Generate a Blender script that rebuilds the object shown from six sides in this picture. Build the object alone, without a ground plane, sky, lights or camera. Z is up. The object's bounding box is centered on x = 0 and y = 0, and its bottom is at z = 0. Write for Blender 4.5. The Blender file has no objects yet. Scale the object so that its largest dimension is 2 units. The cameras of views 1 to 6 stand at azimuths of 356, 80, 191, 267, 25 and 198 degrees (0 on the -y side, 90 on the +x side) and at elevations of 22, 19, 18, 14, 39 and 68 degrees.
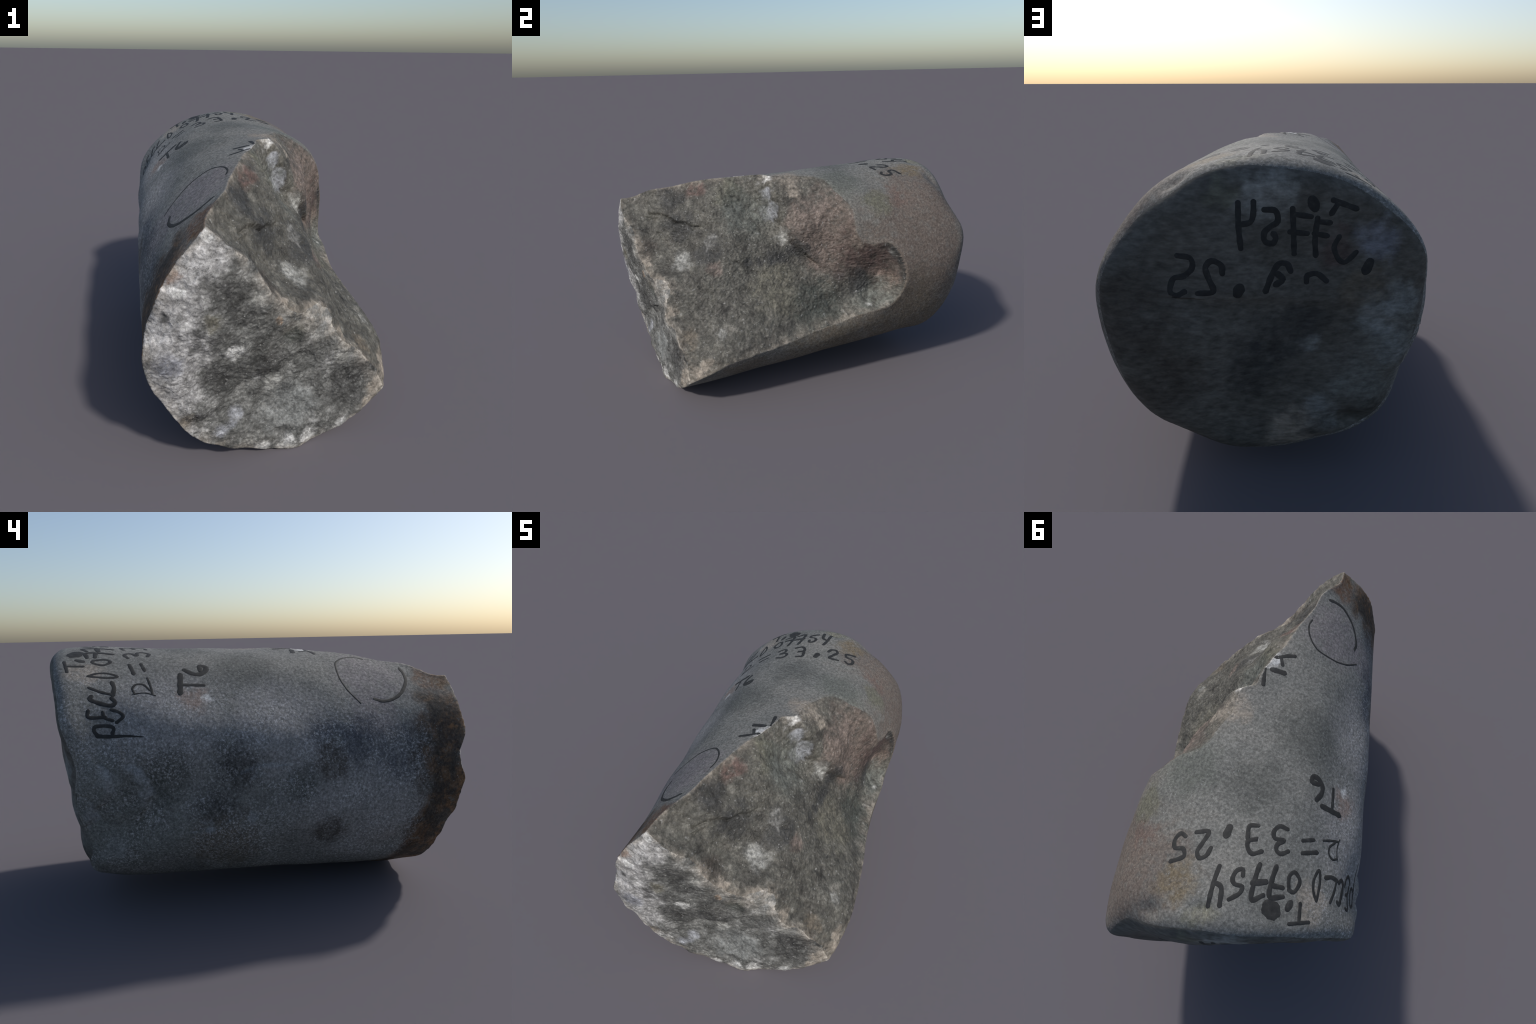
"""A broken length of drill core: a grey stone cylinder lying on its side, one end cut
flat, the other snapped off rough, with a big slanting chunk split from its right side
and black marker writing round the back end.

The stone is described as a solid: inside a slightly out-of-round cylinder, in front of
the cut end, behind the snapped end and below the split.  Every surface has its own
relief.  The solid is meshed by sending rays out of a point in its middle."""
import bpy, bmesh, math
import numpy as np
from mathutils import Vector

rng = np.random.default_rng(7)

# ------------------------------------------------------------------ small helpers
def unit(v):
    v = np.asarray(v, float)
    return v / np.linalg.norm(v)

def smooth_max(a, b, k):
    h = np.clip(.5 + .5 * (a - b) / k, 0, 1)
    return b + (a - b) * h + k * h * (1 - h)

def smooth_min(a, b, k):
    return -smooth_max(-a, -b, k)

def plane_frame(normal):
    n = unit(normal)
    u = unit(np.cross([0, 0, 1], n))
    return n, u, np.cross(n, u)

PERM = rng.permutation(4096)
GRAD = rng.normal(size=(4096, 3))
GRAD /= np.linalg.norm(GRAD, axis=1)[:, None]

def gradient_noise(P):
    """Perlin noise at the points P (n, 3), about -1 .. 1."""
    i = np.floor(P).astype(int)
    f = P - i
    w = f * f * f * (f * (f * 6 - 15) + 10)
    out = np.zeros(len(P))
    for dx in (0, 1):
        for dy in (0, 1):
            for dz in (0, 1):
                k = PERM[(i[:, 0] + dx) & 4095]
                k = PERM[(k + i[:, 1] + dy) & 4095]
                k = PERM[(k + i[:, 2] + dz) & 4095]
                g = GRAD[k]
                d = (f - (dx, dy, dz))
                out += ((g * d).sum(1)
                        * (w[:, 0] if dx else 1 - w[:, 0])
                        * (w[:, 1] if dy else 1 - w[:, 1])
                        * (w[:, 2] if dz else 1 - w[:, 2]))
    return out * 1.6

def fractal(P, scale, octaves, gain=.5, ridged=False):
    out, amp, total = np.zeros(len(P)), 1., 0.
    for o in range(octaves):
        n = gradient_noise(P * scale * 2 ** o + 17.3 * o)
        out += amp * ((1 - 2 * np.abs(n)) if ridged else n)
        total += amp
        amp *= gain
    return out / total

# ------------------------------------------------------------------ relief over a surface
class Relief:
    """Height over a surface with coordinates u, v: soft swells and hollows set on a lattice
    of control points, plus sharper lumps and grain, held on a fine grid for quick look-up."""
    CELLS = 560

    def __init__(self, us, vs, heights, reach, span, period=None):
        self.span, self.period = span, period
        (u0, u1), (v0, v1) = span
        self.gu, self.gv = np.linspace(u0, u1, self.CELLS), np.linspace(v0, v1, self.CELLS)
        self.U, self.V = np.meshgrid(self.gu, self.gv, indexing="ij")
        self.H = np.zeros_like(self.U)
        self.swell(us, vs, heights, reach)

    def wrap(self, d):
        return (d + self.period / 2) % self.period - self.period / 2 if self.period else d

    def swell(self, us, vs, heights, reach):
        """Add a smooth surface that takes the given heights on the lattice us x vs."""
        us, vs = np.array(us), np.array(vs)
        knots = np.array([(a, b) for a in us for b in vs])
        d2 = self.wrap(knots[:, None, 0] - knots[None, :, 0]) ** 2 + (knots[:, None, 1] - knots[None, :, 1]) ** 2
        weight = np.linalg.solve(np.exp(-d2 / (2 * reach ** 2)) + .01 * np.eye(len(knots)), np.array(heights).ravel())
        A = np.exp(-self.wrap(self.gu[:, None] - us[None]) ** 2 / (2 * reach ** 2))
        B = np.exp(-(self.gv[:, None] - vs[None]) ** 2 / (2 * reach ** 2))
        self.H += A @ weight.reshape(len(us), len(vs)) @ B.T

    def lump(self, u, v, height, ru, rv=None, turn=0):
        """A swell (or, with a negative height, a hollow), oval and turned if need be."""
        c, s = math.cos(math.radians(turn)), math.sin(math.radians(turn))
        du, dv = self.wrap(self.U - u), self.V - v
        a, b = du * c + dv * s, -du * s + dv * c
        self.H += height * np.exp(-(a / ru) ** 2 - (b / (rv or ru)) ** 2)

    def step(self, path, height, sharp, fade):
        """A broken step along a path of points: the ground left of the path stands up by
        height, sharply at the path and fading away from it."""
        best = np.full(self.U.shape, 9.)
        sign = np.ones(self.U.shape)
        for (u0, v0), (u1, v1) in zip(path, path[1:]):
            du, dv = u1 - u0, v1 - v0
            U = self.wrap(self.U - u0)
            t = np.clip((U * du + (self.V - v0) * dv) / (du * du + dv * dv), 0, 1)
            x, y = U - t * du, self.V - v0 - t * dv
            d = np.hypot(x, y)
            nearer = d < best
            best = np.where(nearer, d, best)
            sign = np.where(nearer, np.sign(du * y - dv * x), sign)
        self.H += height * np.tanh(sign * best / sharp) * np.exp(-(best / fade) ** 2)

    def groove(self, path, depth, width):
        """A narrow crack along a path of points."""
        best = np.full(self.U.shape, 9.)
        for (u0, v0), (u1, v1) in zip(path, path[1:]):
            du, dv = u1 - u0, v1 - v0
            t = np.clip(((self.U - u0) * du + (self.V - v0) * dv) / (du * du + dv * dv), 0, 1)
            best = np.minimum(best, np.hypot(self.U - u0 - t * du, self.V - v0 - t * dv))
        self.H -= depth * np.exp(-(best / width) ** 2)

    def facets(self, amount, size, seed, sharp=.18):
        """Flat chips, each tilted its own way, meeting along fairly crisp ridges."""
        r = np.random.default_rng(seed)
        (u0, u1), (v0, v1) = self.span
        top = np.zeros(self.U.shape)
        sumw = np.zeros(self.U.shape)
        for a in np.arange(u0, u1, size):
            for b in np.arange(v0, v1, size):
                ca, cb = a + r.uniform(0, size), b + r.uniform(0, size)
                tilt, lift = r.normal(0, 1, 2), r.normal(0, .5)
                i0, i1 = np.searchsorted(self.gu, (ca - 2.2 * size, ca + 2.2 * size))
                j0, j1 = np.searchsorted(self.gv, (cb - 2.2 * size, cb + 2.2 * size))
                x, y = (self.U[i0:i1, j0:j1] - ca) / size, (self.V[i0:i1, j0:j1] - cb) / size
                w = np.exp(-(x * x + y * y) / sharp)
                top[i0:i1, j0:j1] += w * (tilt[0] * x + tilt[1] * y + lift)
                sumw[i0:i1, j0:j1] += w
        self.H += amount * top / (sumw + 1e-9)

    def grain(self, amount, scale, octaves, gain=.5, ridged=False):
        P = np.stack([self.U, self.V, self.U * 0 + .37], -1).reshape(-1, 3)
        self.H += amount * fractal(P, scale, octaves, gain, ridged).reshape(self.U.shape)

    def at(self, u, v):
        (u0, u1), (v0, v1) = self.span
        n = self.CELLS
        x = np.clip((u - u0) / (u1 - u0) * (n - 1), 0, n - 1.001)
        y = np.clip((v - v0) / (v1 - v0) * (n - 1), 0, n - 1.001)
        i, j = x.astype(int), y.astype(int)
        x, y = x - i, y - j
        H = self.H
        return (H[i, j] * (1 - x) * (1 - y) + H[i + 1, j] * x * (1 - y)
                + H[i, j + 1] * (1 - x) * y + H[i + 1, j + 1] * x * y)

# ------------------------------------------------------------------ the core cylinder
AXIS_AT = np.array([.0173, 0, .6235])                # where the axis crosses y = 0
AXIS = unit([-.1639, 1, .0498])                      # runs back, a little left and up
SIDE = unit(np.cross(AXIS, [0, 0, 1]))               # to the right
RISE = np.cross(SIDE, AXIS)                          # upwards
RADIUS, TAPER = .5535, -.0167
ROUND = .56                                          # turns angles into metres round the core
GIRTH = 2 * math.pi * ROUND

# how the core strays from a true cylinder: rows run round it from the left side over the
# underside, right side and top; each from the front end to the back
OUT_OF_ROUND = Relief(np.arange(18) / 18 * GIRTH - GIRTH / 2, np.linspace(-1, .95, 11), [
    (-.010, -.020, -.014, -.014, -.010, -.014, -.024, -.038, -.034, -.023, -.042),
    (-.032, -.020, -.005, -.003, 0, -.002, -.002, -.005, -.034, -.047, -.035),
    (-.031, -.004, .021, .004, -.010, .006, .017, .004, .017, .003, -.037),
    (.003, -.005, .006, .011, .009, .012, .015, .018, .021, .002, -.028),
    (-.066, .010, .009, -.015, -.010, -.033, 0, .014, .035, .005, -.074),
    (.075, .022, .031, .033, .011, .034, .015, .008, .024, .033, .015),
    (.050, .041, .041, .043, .038, .036, .038, .023, .012, .043, .050),
    (.055, .054, .054, .048, .053, .061, .050, .055, .055, .049, .043),
    (.090, .092, .050, .035, .023, -.012, .006, .035, .033, .032, .003),
    (.055, .031, .022, -.022, -.012, -.124, -.140, .004, .031, .048, .006),
    (.010, .008, .003, -.015, .050, .015, -.070, -.013, .034, .040, .029),
    (.023, -.009, .023, -.011, .051, .057, -.001, .036, .029, .040, .002),
    (-.011, -.028, -.018, .015, .020, .010, .017, .017, .019, .020, .002),
    (-.044, .014, -.001, -.008, .021, .009, .009, .004, .003, .003, .003),
    (.098, .050, .003, .003, -.003, -.008, -.005, -.003, -.001, .004, -.015),
    (.027, .004, -.012, -.011, -.005, -.002, -.005, 0, -.002, -.006, .001),
    (-.011, -.023, -.020, -.017, -.019, -.018, -.013, -.006, -.004, .005, .012),
    (-.027, -.024, -.027, -.010, -.011, .003, -.001, .002, -.005, -.013, .048)], .18,
    ((-GIRTH / 2, GIRTH / 2), (-1.2, 1.2)), GIRTH)
def chip(angle, s, depth, size, size_along=None, turn=0):
    OUT_OF_ROUND.lump(math.radians(angle) * ROUND, s, depth, size, size_along, turn)
chip(-165, .64, .008, .05)
chip(170, .02, -.006, .05, .1)
# flaked ledges low on the left, near the cut end
def ledge(height, sharp, fade, *path):
    OUT_OF_ROUND.step([(math.radians(t) * ROUND, s) for t, s in path], height, sharp, fade)
ledge(.010, .012, .06, (167, .61), (170, .60), (174, .55), (180, .517), (185, .51), (191, .53))
ledge(.008, .012, .05, (172, .70), (177, .671), (183, .668), (187, .694))
ledge(.006, .012, .05, (189, .756), (196, .737), (200, .762))
ledge(.004, .008, .04, (173, .10), (171, .06), (171, -.02))
ledge(.005, .010, .04, (202, .29), (201, .233), (198, .19))
chip(-145, -.62, -.025, .085, .11)                     # low under the broken end
chip(-140, -.33, .012, .07, .09)
chip(80, .845, -.012, .05, .03)                      # nicks along the back rim
chip(57, .86, -.02, .06, .035)

def core_coordinates(P):
    w = P - AXIS_AT
    return w @ AXIS, w @ SIDE, w @ RISE

def core_radius(t, s):
    return RADIUS + TAPER * s + OUT_OF_ROUND.at(t * ROUND, s)

# ------------------------------------------------------------------ the cut back end
CUT_NORMAL = unit([-.1977, 1, -.0533])
CUT_DISTANCE = .832
CUT_ROUNDING = .087
# rows run from its left side to its right, each from bottom to top
CUT_RELIEF = Relief(np.linspace(-.55, .55, 8), np.linspace(-.55, .55, 8), [
    (.198, -.027, -.062, -.020, -.050, -.001, .021, .073),
    (.070, -.016, -.039, -.017, -.022, -.016, .010, .067),
    (-.012, -.006, -.016, -.013, 0, .001, .004, .014),
    (-.035, -.021, -.015, -.005, .010, .015, .025, .015),
    (-.039, -.033, -.008, .019, .031, .040, .031, .007),
    (-.040, -.022, .007, .036, .039, .035, .025, -.010),
    (-.073, -.016, .019, .043, .038, .017, -.029, -.094),
    (-.001, -.020, .025, .040, .035, .042, -.080, -.185)], .15, ((-.8, .8), (-.8, .8)))
CUT_RELIEF.lump(-.27, -.40, -.05, .09, .045)          # the chip at the lower rim
CUT_RELIEF.step([(-.46, -.02), (-.25, .06), (0, .09), (.2, .1)], .006, .02, .1)
CUT_RELIEF.grain(.004, 7, 4)

def cut_end_distance(P, p, q):
    return P @ CUT_NORMAL - CUT_DISTANCE - CUT_RELIEF.at(p, q)

# ------------------------------------------------------------------ the broken surfaces
class BrokenFace:
    """A break: a leaning plane with relief."""
    def __init__(self, centre, normal, relief):
        self.centre, self.relief = np.array(centre), relief
        self.n, self.u, self.v = plane_frame(normal)

    def distance(self, P):
        w = P - self.centre
        return w @ self.n - self.relief.at(w @ self.u, w @ self.v)

SPAN = ((-1.15, 1.25), (-1.15, 1.25))
# the snapped front end: rows run from its left side to its right, each from bottom to top
end_relief = Relief(np.linspace(-.5, .62, 9), np.linspace(-.55, .58, 9), [
    (-.064, .050, .004, -.083, -.048, -.071, -.078, -.011, .136),
    (-.056, .037, -.004, -.041, -.001, -.026, -.015, -.012, .040),
    (.032, .002, -.011, -.009, .002, .032, .028, .013, -.017),
    (-.006, .001, -.009, -.031, 0, .016, .022, .021, -.005),
    (-.013, .017, -.020, -.019, 0, .021, .010, -.072, -.025),
    (.023, .033, -.004, -.009, -.018, -.020, -.065, -.100, .037),
    (-.005, .040, .012, -.002, -.001, -.105, -.131, -.042, .061),
    (-.005, .031, .013, .008, .017, -.045, -.069, -.041, .012),
    (-.062, .012, .013, -.007, .053, .061, .031, -.004, -.016)], .13, SPAN)
# scallops along the left rim
for v, height in ((.306, .012), (.212, -.014), (.1, .013), (.0, -.012), (-.09, .01), (-.2, -.01)):
    end_relief.lump(-.385, v, height, .05, .045)
# a shelf low on the left, and shell-like hollows along the foot
end_relief.step([(-.40, -.22), (-.17, -.23), (-.02, -.12), (.12, -.06)], .010, .018, .09)
for u, v in ((-.13, -.40), (.0, -.44), (.14, -.44), (.27, -.42), (.4, -.36)):
    end_relief.lump(u, v, -.010, .045, .07)
# the crest where the two breaks meet
end_relief.lump(.27, .12, .034, .09)
end_relief.lump(.46, -.08, -.018, .06)
end_relief.lump(.1, .21, -.018, .06)
end_relief.lump(0, .38, .012, .08)
end_relief.facets(.0045, .11, 3)
end_relief.facets(.0022, .045, 4)
end_relief.grain(.008, 7, 5, .58)
BROKEN_END = BrokenFace((0, -.856, .5), (.353, -.933, -.073), end_relief)

# the long split on the right: rows run from the front to the back, each from bottom to top
split_relief = Relief(np.linspace(-.8, 1.1, 12), np.linspace(-.65, .55, 9), [
    (.011, .020, .046, .084, .001, .035, .077, -.043, .014),
    (-.056, .006, -.099, -.137, .006, -.015, -.051, -.060, .067),
    (-.019, .106, -.036, -.007, -.030, -.055, -.026, -.004, .040),
    (.046, .056, .043, .043, -.038, -.016, -.007, -.038, .085),
    (.067, .070, .043, .018, .066, -.013, .030, .038, -.063),
    (.064, .068, .020, .017, -.036, .033, -.041, -.017, .039),
    (.031, .014, 0, -.056, -.005, -.049, -.012, .072, -.104),
    (.033, -.013, -.085, -.061, -.103, .041, .046, .009, .009),
    (-.029, .048, -.127, -.129, -.049, -.016, .064, .084, -.059),
    (-.011, .010, -.080, -.160, -.085, .138, .114, .061, -.040),
    (.023, -.012, -.097, -.132, -.055, .061, .046, -.021, -.017),
    (-.003, -.002, -.002, -.019, .095, -.019, .038, .024, -.019)], .18, SPAN)
# the step that runs down from the bright peak, the dark pocket at its foot, a crack at the
# front, and the overhung lip where the split dies out in the drilled skin
split_relief.step([(.16, .47), (.2, .34), (.25, .22), (.30, .1), (.40, .02)], .020, .016, .08)
split_relief.step([(-.50, .22), (-.40, .21), (-.33, .17), (-.24, .16)], .007, .01, .05)
split_relief.step([(.80, .16), (.87, .09), (.93, .01), (.99, -.09)], .014, .016, .06)
split_relief.lump(.82, .04, -.05, .11, .085)          # the scar runs on back to the lip
split_relief.lump(.89, .36, .05, .09)
split_relief.lump(1.08, .10, .11, .12)
split_relief.lump(-.57, -.02, -.022, .10)
split_relief.lump(-.62, .14, .018, .07)
split_relief.lump(-.40, -.22, .012, .1)
split_relief.groove([(-.52, .235), (-.46, .232), (-.40, .215), (-.35, .18), (-.28, .17)], .016, .008)
split_relief.facets(.0035, .12, 5)
split_relief.facets(.0018, .05, 6)
split_relief.grain(.007, 7, 5, .58)
SPLIT_FACE = BrokenFace((.243, -.335, .78), (.822, -.23, .521), split_relief)

def surfaces(P):
    """Signed distance to each of the four surfaces that bound the stone."""
    s, p, q = core_coordinates(P)
    side = np.hypot(p, q) - core_radius(np.arctan2(q, p), s)
    return side, cut_end_distance(P, p, q), BROKEN_END.distance(P), SPLIT_FACE.distance(P)

EDGE = .004          # how far the broken edges are worn round
# where the split fades into the drilled skin instead of breaking off: place, reach, rounding
WORN = [((.49, .62, .72), .13, .035), ((.28, .26, 1.08), .16, .022), ((.48, .50, .50), .10, .012)]

def stone(P):
    side, cut, end, split = surfaces(P)
    body = smooth_max(side, cut, CUT_ROUNDING)
    worn = sum(k * np.exp(-((P - c) ** 2).sum(1) / r ** 2) for c, r, k in WORN)
    return smooth_max(smooth_max(body, end, EDGE), split, EDGE + worn)

def march(origin, direction, lo, hi, steps=12):
    """First crossing of the surface along each ray: bisection, then a straight-line step."""
    lo = np.full(len(direction), lo)
    hi = np.full(len(direction), hi)
    at_lo, at_hi = np.full(len(direction), -.1), np.full(len(direction), .1)
    for _ in range(steps):
        m = (lo + hi) / 2
        d = stone(origin + direction * m[:, None])
        inside = d < 0
        lo, at_lo = np.where(inside, m, lo), np.where(inside, d, at_lo)
        hi, at_hi = np.where(inside, hi, m), np.where(inside, at_hi, d)
    share = at_lo / np.minimum(at_lo - at_hi, -1e-9)
    return origin + direction * (lo + (hi - lo) * np.clip(share, 0, 1))[:, None]

# ------------------------------------------------------------------ mesh of the stone
HEART = np.array([-.1, .1, .6])
ball = bmesh.new()
bmesh.ops.create_icosphere(ball, subdivisions=9, radius=1)
ball_mesh = bpy.data.meshes.new("ball")
ball.to_mesh(ball_mesh)
ball.free()
count = len(ball_mesh.vertices)
rays = np.empty(count * 3)
ball_mesh.vertices.foreach_get("co", rays)
rays = rays.reshape(-1, 3)
rays = rays + .75 * np.outer(rays @ AXIS, AXIS)       # crowd the rays to the far ends
rays /= np.linalg.norm(rays, axis=1)[:, None]
corners = np.empty(len(ball_mesh.loops), np.int32)
ball_mesh.loops.foreach_get("vertex_index", corners)
tris = corners.reshape(-1, 3)
bpy.data.meshes.remove(ball_mesh)

points = march(HEART, rays, .15, 1.4)

def vertex_normals(points):
    a, b, c = (points[tris[:, k]] for k in range(3))
    face = np.cross(b - a, c - a)
    out = np.zeros_like(points)
    for k in range(3):
        for axis in range(3):
            out[:, axis] += np.bincount(tris[:, k], face[:, axis], len(points))
    return out / np.linalg.norm(out, axis=1)[:, None]

# fine relief: nearly smooth where the drill ran, pitted where the stone broke
normals = vertex_normals(points)
side, cut, end, split = surfaces(points)
drilled_share = 1 / (1 + np.exp(np.clip((np.maximum(end, split) - np.maximum(side, cut)) / .012, -40, 40)))
rough = 1 - drilled_share
def drilled_relief(P):
    return .0014 * fractal(P, 9, 2) + .0006 * fractal(P, 60, 2)

relief = rough * (.0045 * fractal(points, 22, 3, .6) + .0035 * fractal(points, 46, 2, .6, True))
relief += drilled_share * drilled_relief(points)
points = points + normals * relief[:, None]
normals = vertex_normals(points)
side, cut, end, split = surfaces(points)

# ------------------------------------------------------------------ materials
class Nodes:
    """A short hand for building a node tree."""
    def __init__(self, name):
        self.material = bpy.data.materials.new(name)
        self.material.use_nodes = True
        self.tree = self.material.node_tree
        self.tree.nodes.clear()
        self.coords = self.new("ShaderNodeTexCoord").outputs["Object"]

    def new(self, kind, **settings):
        node = self.tree.nodes.new(kind)
        for k, v in settings.items():
            setattr(node, k, v)
        return node

    def put(self, socket, value):
        if isinstance(value, bpy.types.NodeSocket):
            self.tree.links.new(value, socket)
        elif socket.type == "RGBA" and len(value) == 3:
            socket.default_value = (*value, 1)
        else:
            socket.default_value = value

    def math(self, op, a, b=0., clamp=False):
        n = self.new("ShaderNodeMath", operation=op, use_clamp=clamp)
        self.put(n.inputs[0], a)
        self.put(n.inputs[1], b)
        return n.outputs[0]

    def noise(self, scale, detail=3., rough=.5, warp=0., stretch=None, shift=0.):
        vec = self.coords
        if stretch or shift:
            m = self.new("ShaderNodeMapping")
            self.put(m.inputs["Vector"], vec)
            m.inputs["Scale"].default_value = stretch or (1, 1, 1)
            m.inputs["Location"].default_value = (shift, shift * .7, -shift)
            vec = m.outputs[0]
        n = self.new("ShaderNodeTexNoise")
        self.put(n.inputs["Vector"], vec)
        n.inputs["Scale"].default_value = scale
        n.inputs["Detail"].default_value = detail
        n.inputs["Roughness"].default_value = rough
        n.inputs["Distortion"].default_value = warp
        return n.outputs["Fac"]

    def cells(self, scale, feature="F1", out="Distance"):
        n = self.new("ShaderNodeTexVoronoi", feature=feature)
        self.put(n.inputs["Vector"], self.coords)
        n.inputs["Scale"].default_value = scale
        return n.outputs[out]

    def band(self, x, a, b, low=0., high=1.):
        n = self.new("ShaderNodeMapRange", interpolation_type="SMOOTHSTEP")
        self.put(n.inputs["Value"], x)
        for key, v in (("From Min", a), ("From Max", b), ("To Min", low), ("To Max", high)):
            n.inputs[key].default_value = v
        return n.outputs["Result"]

    def ramp(self, x, stops):
        n = self.new("ShaderNodeValToRGB")
        self.put(n.inputs["Fac"], x)
        e = n.color_ramp.elements
        while len(e) < len(stops):
            e.new(.5)
        for item, (pos, col) in zip(e, stops):
            item.position = pos
            item.color = (*col, 1)
        return n.outputs["Color"]

    def mix(self, fac, a, b, blend="MIX"):
        n = self.new("ShaderNodeMix", data_type="RGBA", blend_type=blend)
        self.put(n.inputs["Factor"], fac)
        self.put(n.inputs["A"], a)
        self.put(n.inputs["B"], b)
        return n.outputs["Result"]

    def spot(self, centre, size, ragged=.35, soft=.45, scale=14., crisp=False):
        """1 inside an ellipsoid (centre, size = radius or three radii), with a ragged rim."""
        if not hasattr(self, "rag"):
            self.rag = self.noise(scale, 4, .6)
            self.bent = self.bend(self.bend(self.coords, 9, .10), 30, .05)
            self.nudged = self.bend(self.bend(self.coords, 16, .045), 50, .02)
        sub = self.new("ShaderNodeVectorMath", operation="SUBTRACT")
        self.put(sub.inputs[0], self.nudged if crisp else self.bent)
        sub.inputs[1].default_value = centre
        div = self.new("ShaderNodeVectorMath", operation="DIVIDE")
        self.put(div.inputs[0], sub.outputs[0])
        div.inputs[1].default_value = size if isinstance(size, tuple) else (size,) * 3
        ln = self.new("ShaderNodeVectorMath", operation="LENGTH")
        self.put(ln.inputs[0], div.outputs[0])
        d = self.math("ADD", ln.outputs["Value"], self.math("MULTIPLY", self.math("SUBTRACT", self.rag, .5), ragged * 4))
        return self.band(d, 1 + soft, 1 - soft)

    def bend(self, vec, scale, amount):
        """Coordinates pushed about by noise, so that shapes drawn in them are irregular."""
        n = self.new("ShaderNodeTexNoise")
        self.put(n.inputs["Vector"], vec)
        n.inputs["Scale"].default_value = scale
        n.inputs["Detail"].default_value = 3
        out = vec
        a = self.new("ShaderNodeVectorMath", operation="SUBTRACT")
        self.put(a.inputs[0], n.outputs["Color"])
        a.inputs[1].default_value = (.5, .5, .5)
        b = self.new("ShaderNodeVectorMath", operation="MULTIPLY_ADD")
        self.put(b.inputs[0], a.outputs[0])
        b.inputs[1].default_value = (amount,) * 3
        self.put(b.inputs[2], vec)
        return b.outputs[0]

    def along(self, direction, centre):
        """Distance from a centre along a direction."""
        a = self.new("ShaderNodeVectorMath", operation="SUBTRACT")
        self.put(a.inputs[0], self.coords)
        a.inputs[1].default_value = tuple(centre)
        b = self.new("ShaderNodeVectorMath", operation="DOT_PRODUCT")
        self.put(b.inputs[0], a.outputs[0])
        b.inputs[1].default_value = tuple(direction)
        return b.outputs["Value"]

    def measure(self, name):
        return self.new("ShaderNodeAttribute", attribute_name=name).outputs["Fac"]

    def finish(self, colour, rough=.8, bump=None, strength=.3, distance=.004, specular=.3):
        b = self.new("ShaderNodeBsdfPrincipled")
        self.put(b.inputs["Base Color"], colour)
        self.put(b.inputs["Roughness"], rough)
        b.inputs["Specular IOR Level"].default_value = specular
        if bump is not None:
            n = self.new("ShaderNodeBump")
            n.inputs["Strength"].default_value = strength
            n.inputs["Distance"].default_value = distance
            self.put(n.inputs["Height"], bump)
            self.put(b.inputs["Normal"], n.outputs[0])
        o = self.new("ShaderNodeOutputMaterial")
        self.tree.links.new(b.outputs[0], o.inputs[0])
        return self.material

# the colours of the stone and of what stains it
warmed_pale, lilac, blue, pale_blue = (.228, .218, .212), (.155, .14, .146), (.165, .172, .20), (.175, .182, .178)  # warmed_pale: tinted warmer to offset blue skylight on the left side
green_dark, green_black, green_grey = (.082, .088, .08), (.05, .055, .048), (.108, .113, .10)
black, blue_black, brown_black, grey_dark = (.038, .038, .037), (.052, .056, .066), (.05, .043, .036), (.085, .087, .08)
brown, warm_brown, ochre_brown, red_brown = (.10, .084, .064), (.118, .096, .082), (.14, .112, .07), (.125, .088, .074)
tan, scar, rose, white, pale = (.235, .205, .17), (.2, .21, .215), (.2, .15, .125), (.55, .55, .54), (.25, .25, .235)
rust_dark, umber, rust, ochre = (.055, .034, .02), (.038, .029, .021), (.11, .053, .026), (.16, .105, .05)
olive, olive_tan, rust_pale = (.115, .113, .085), (.108, .102, .08), (.2, .14, .095)
grit, smear = (.15, .148, .14), (.165, .172, .16)
white_blue, rose_brown, red_dark, red = (.28, .29, .315), (.125, .10, .086), (.07, .05, .045), (.09, .058, .05)
white_mottle = (.36, .355, .355)

def stain(N, colour, spots, strength, breakup=None, crisp=False):
    """Lay ragged patches of other colours over a colour, one after the other."""
    for centre, size, other in spots:
        mask = N.math("MULTIPLY", N.spot(centre, size, crisp=crisp), strength)
        if breakup is not None:
            mask = N.math("MULTIPLY", mask, breakup)
        colour = N.mix(mask, colour, other)
    return colour

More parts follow.
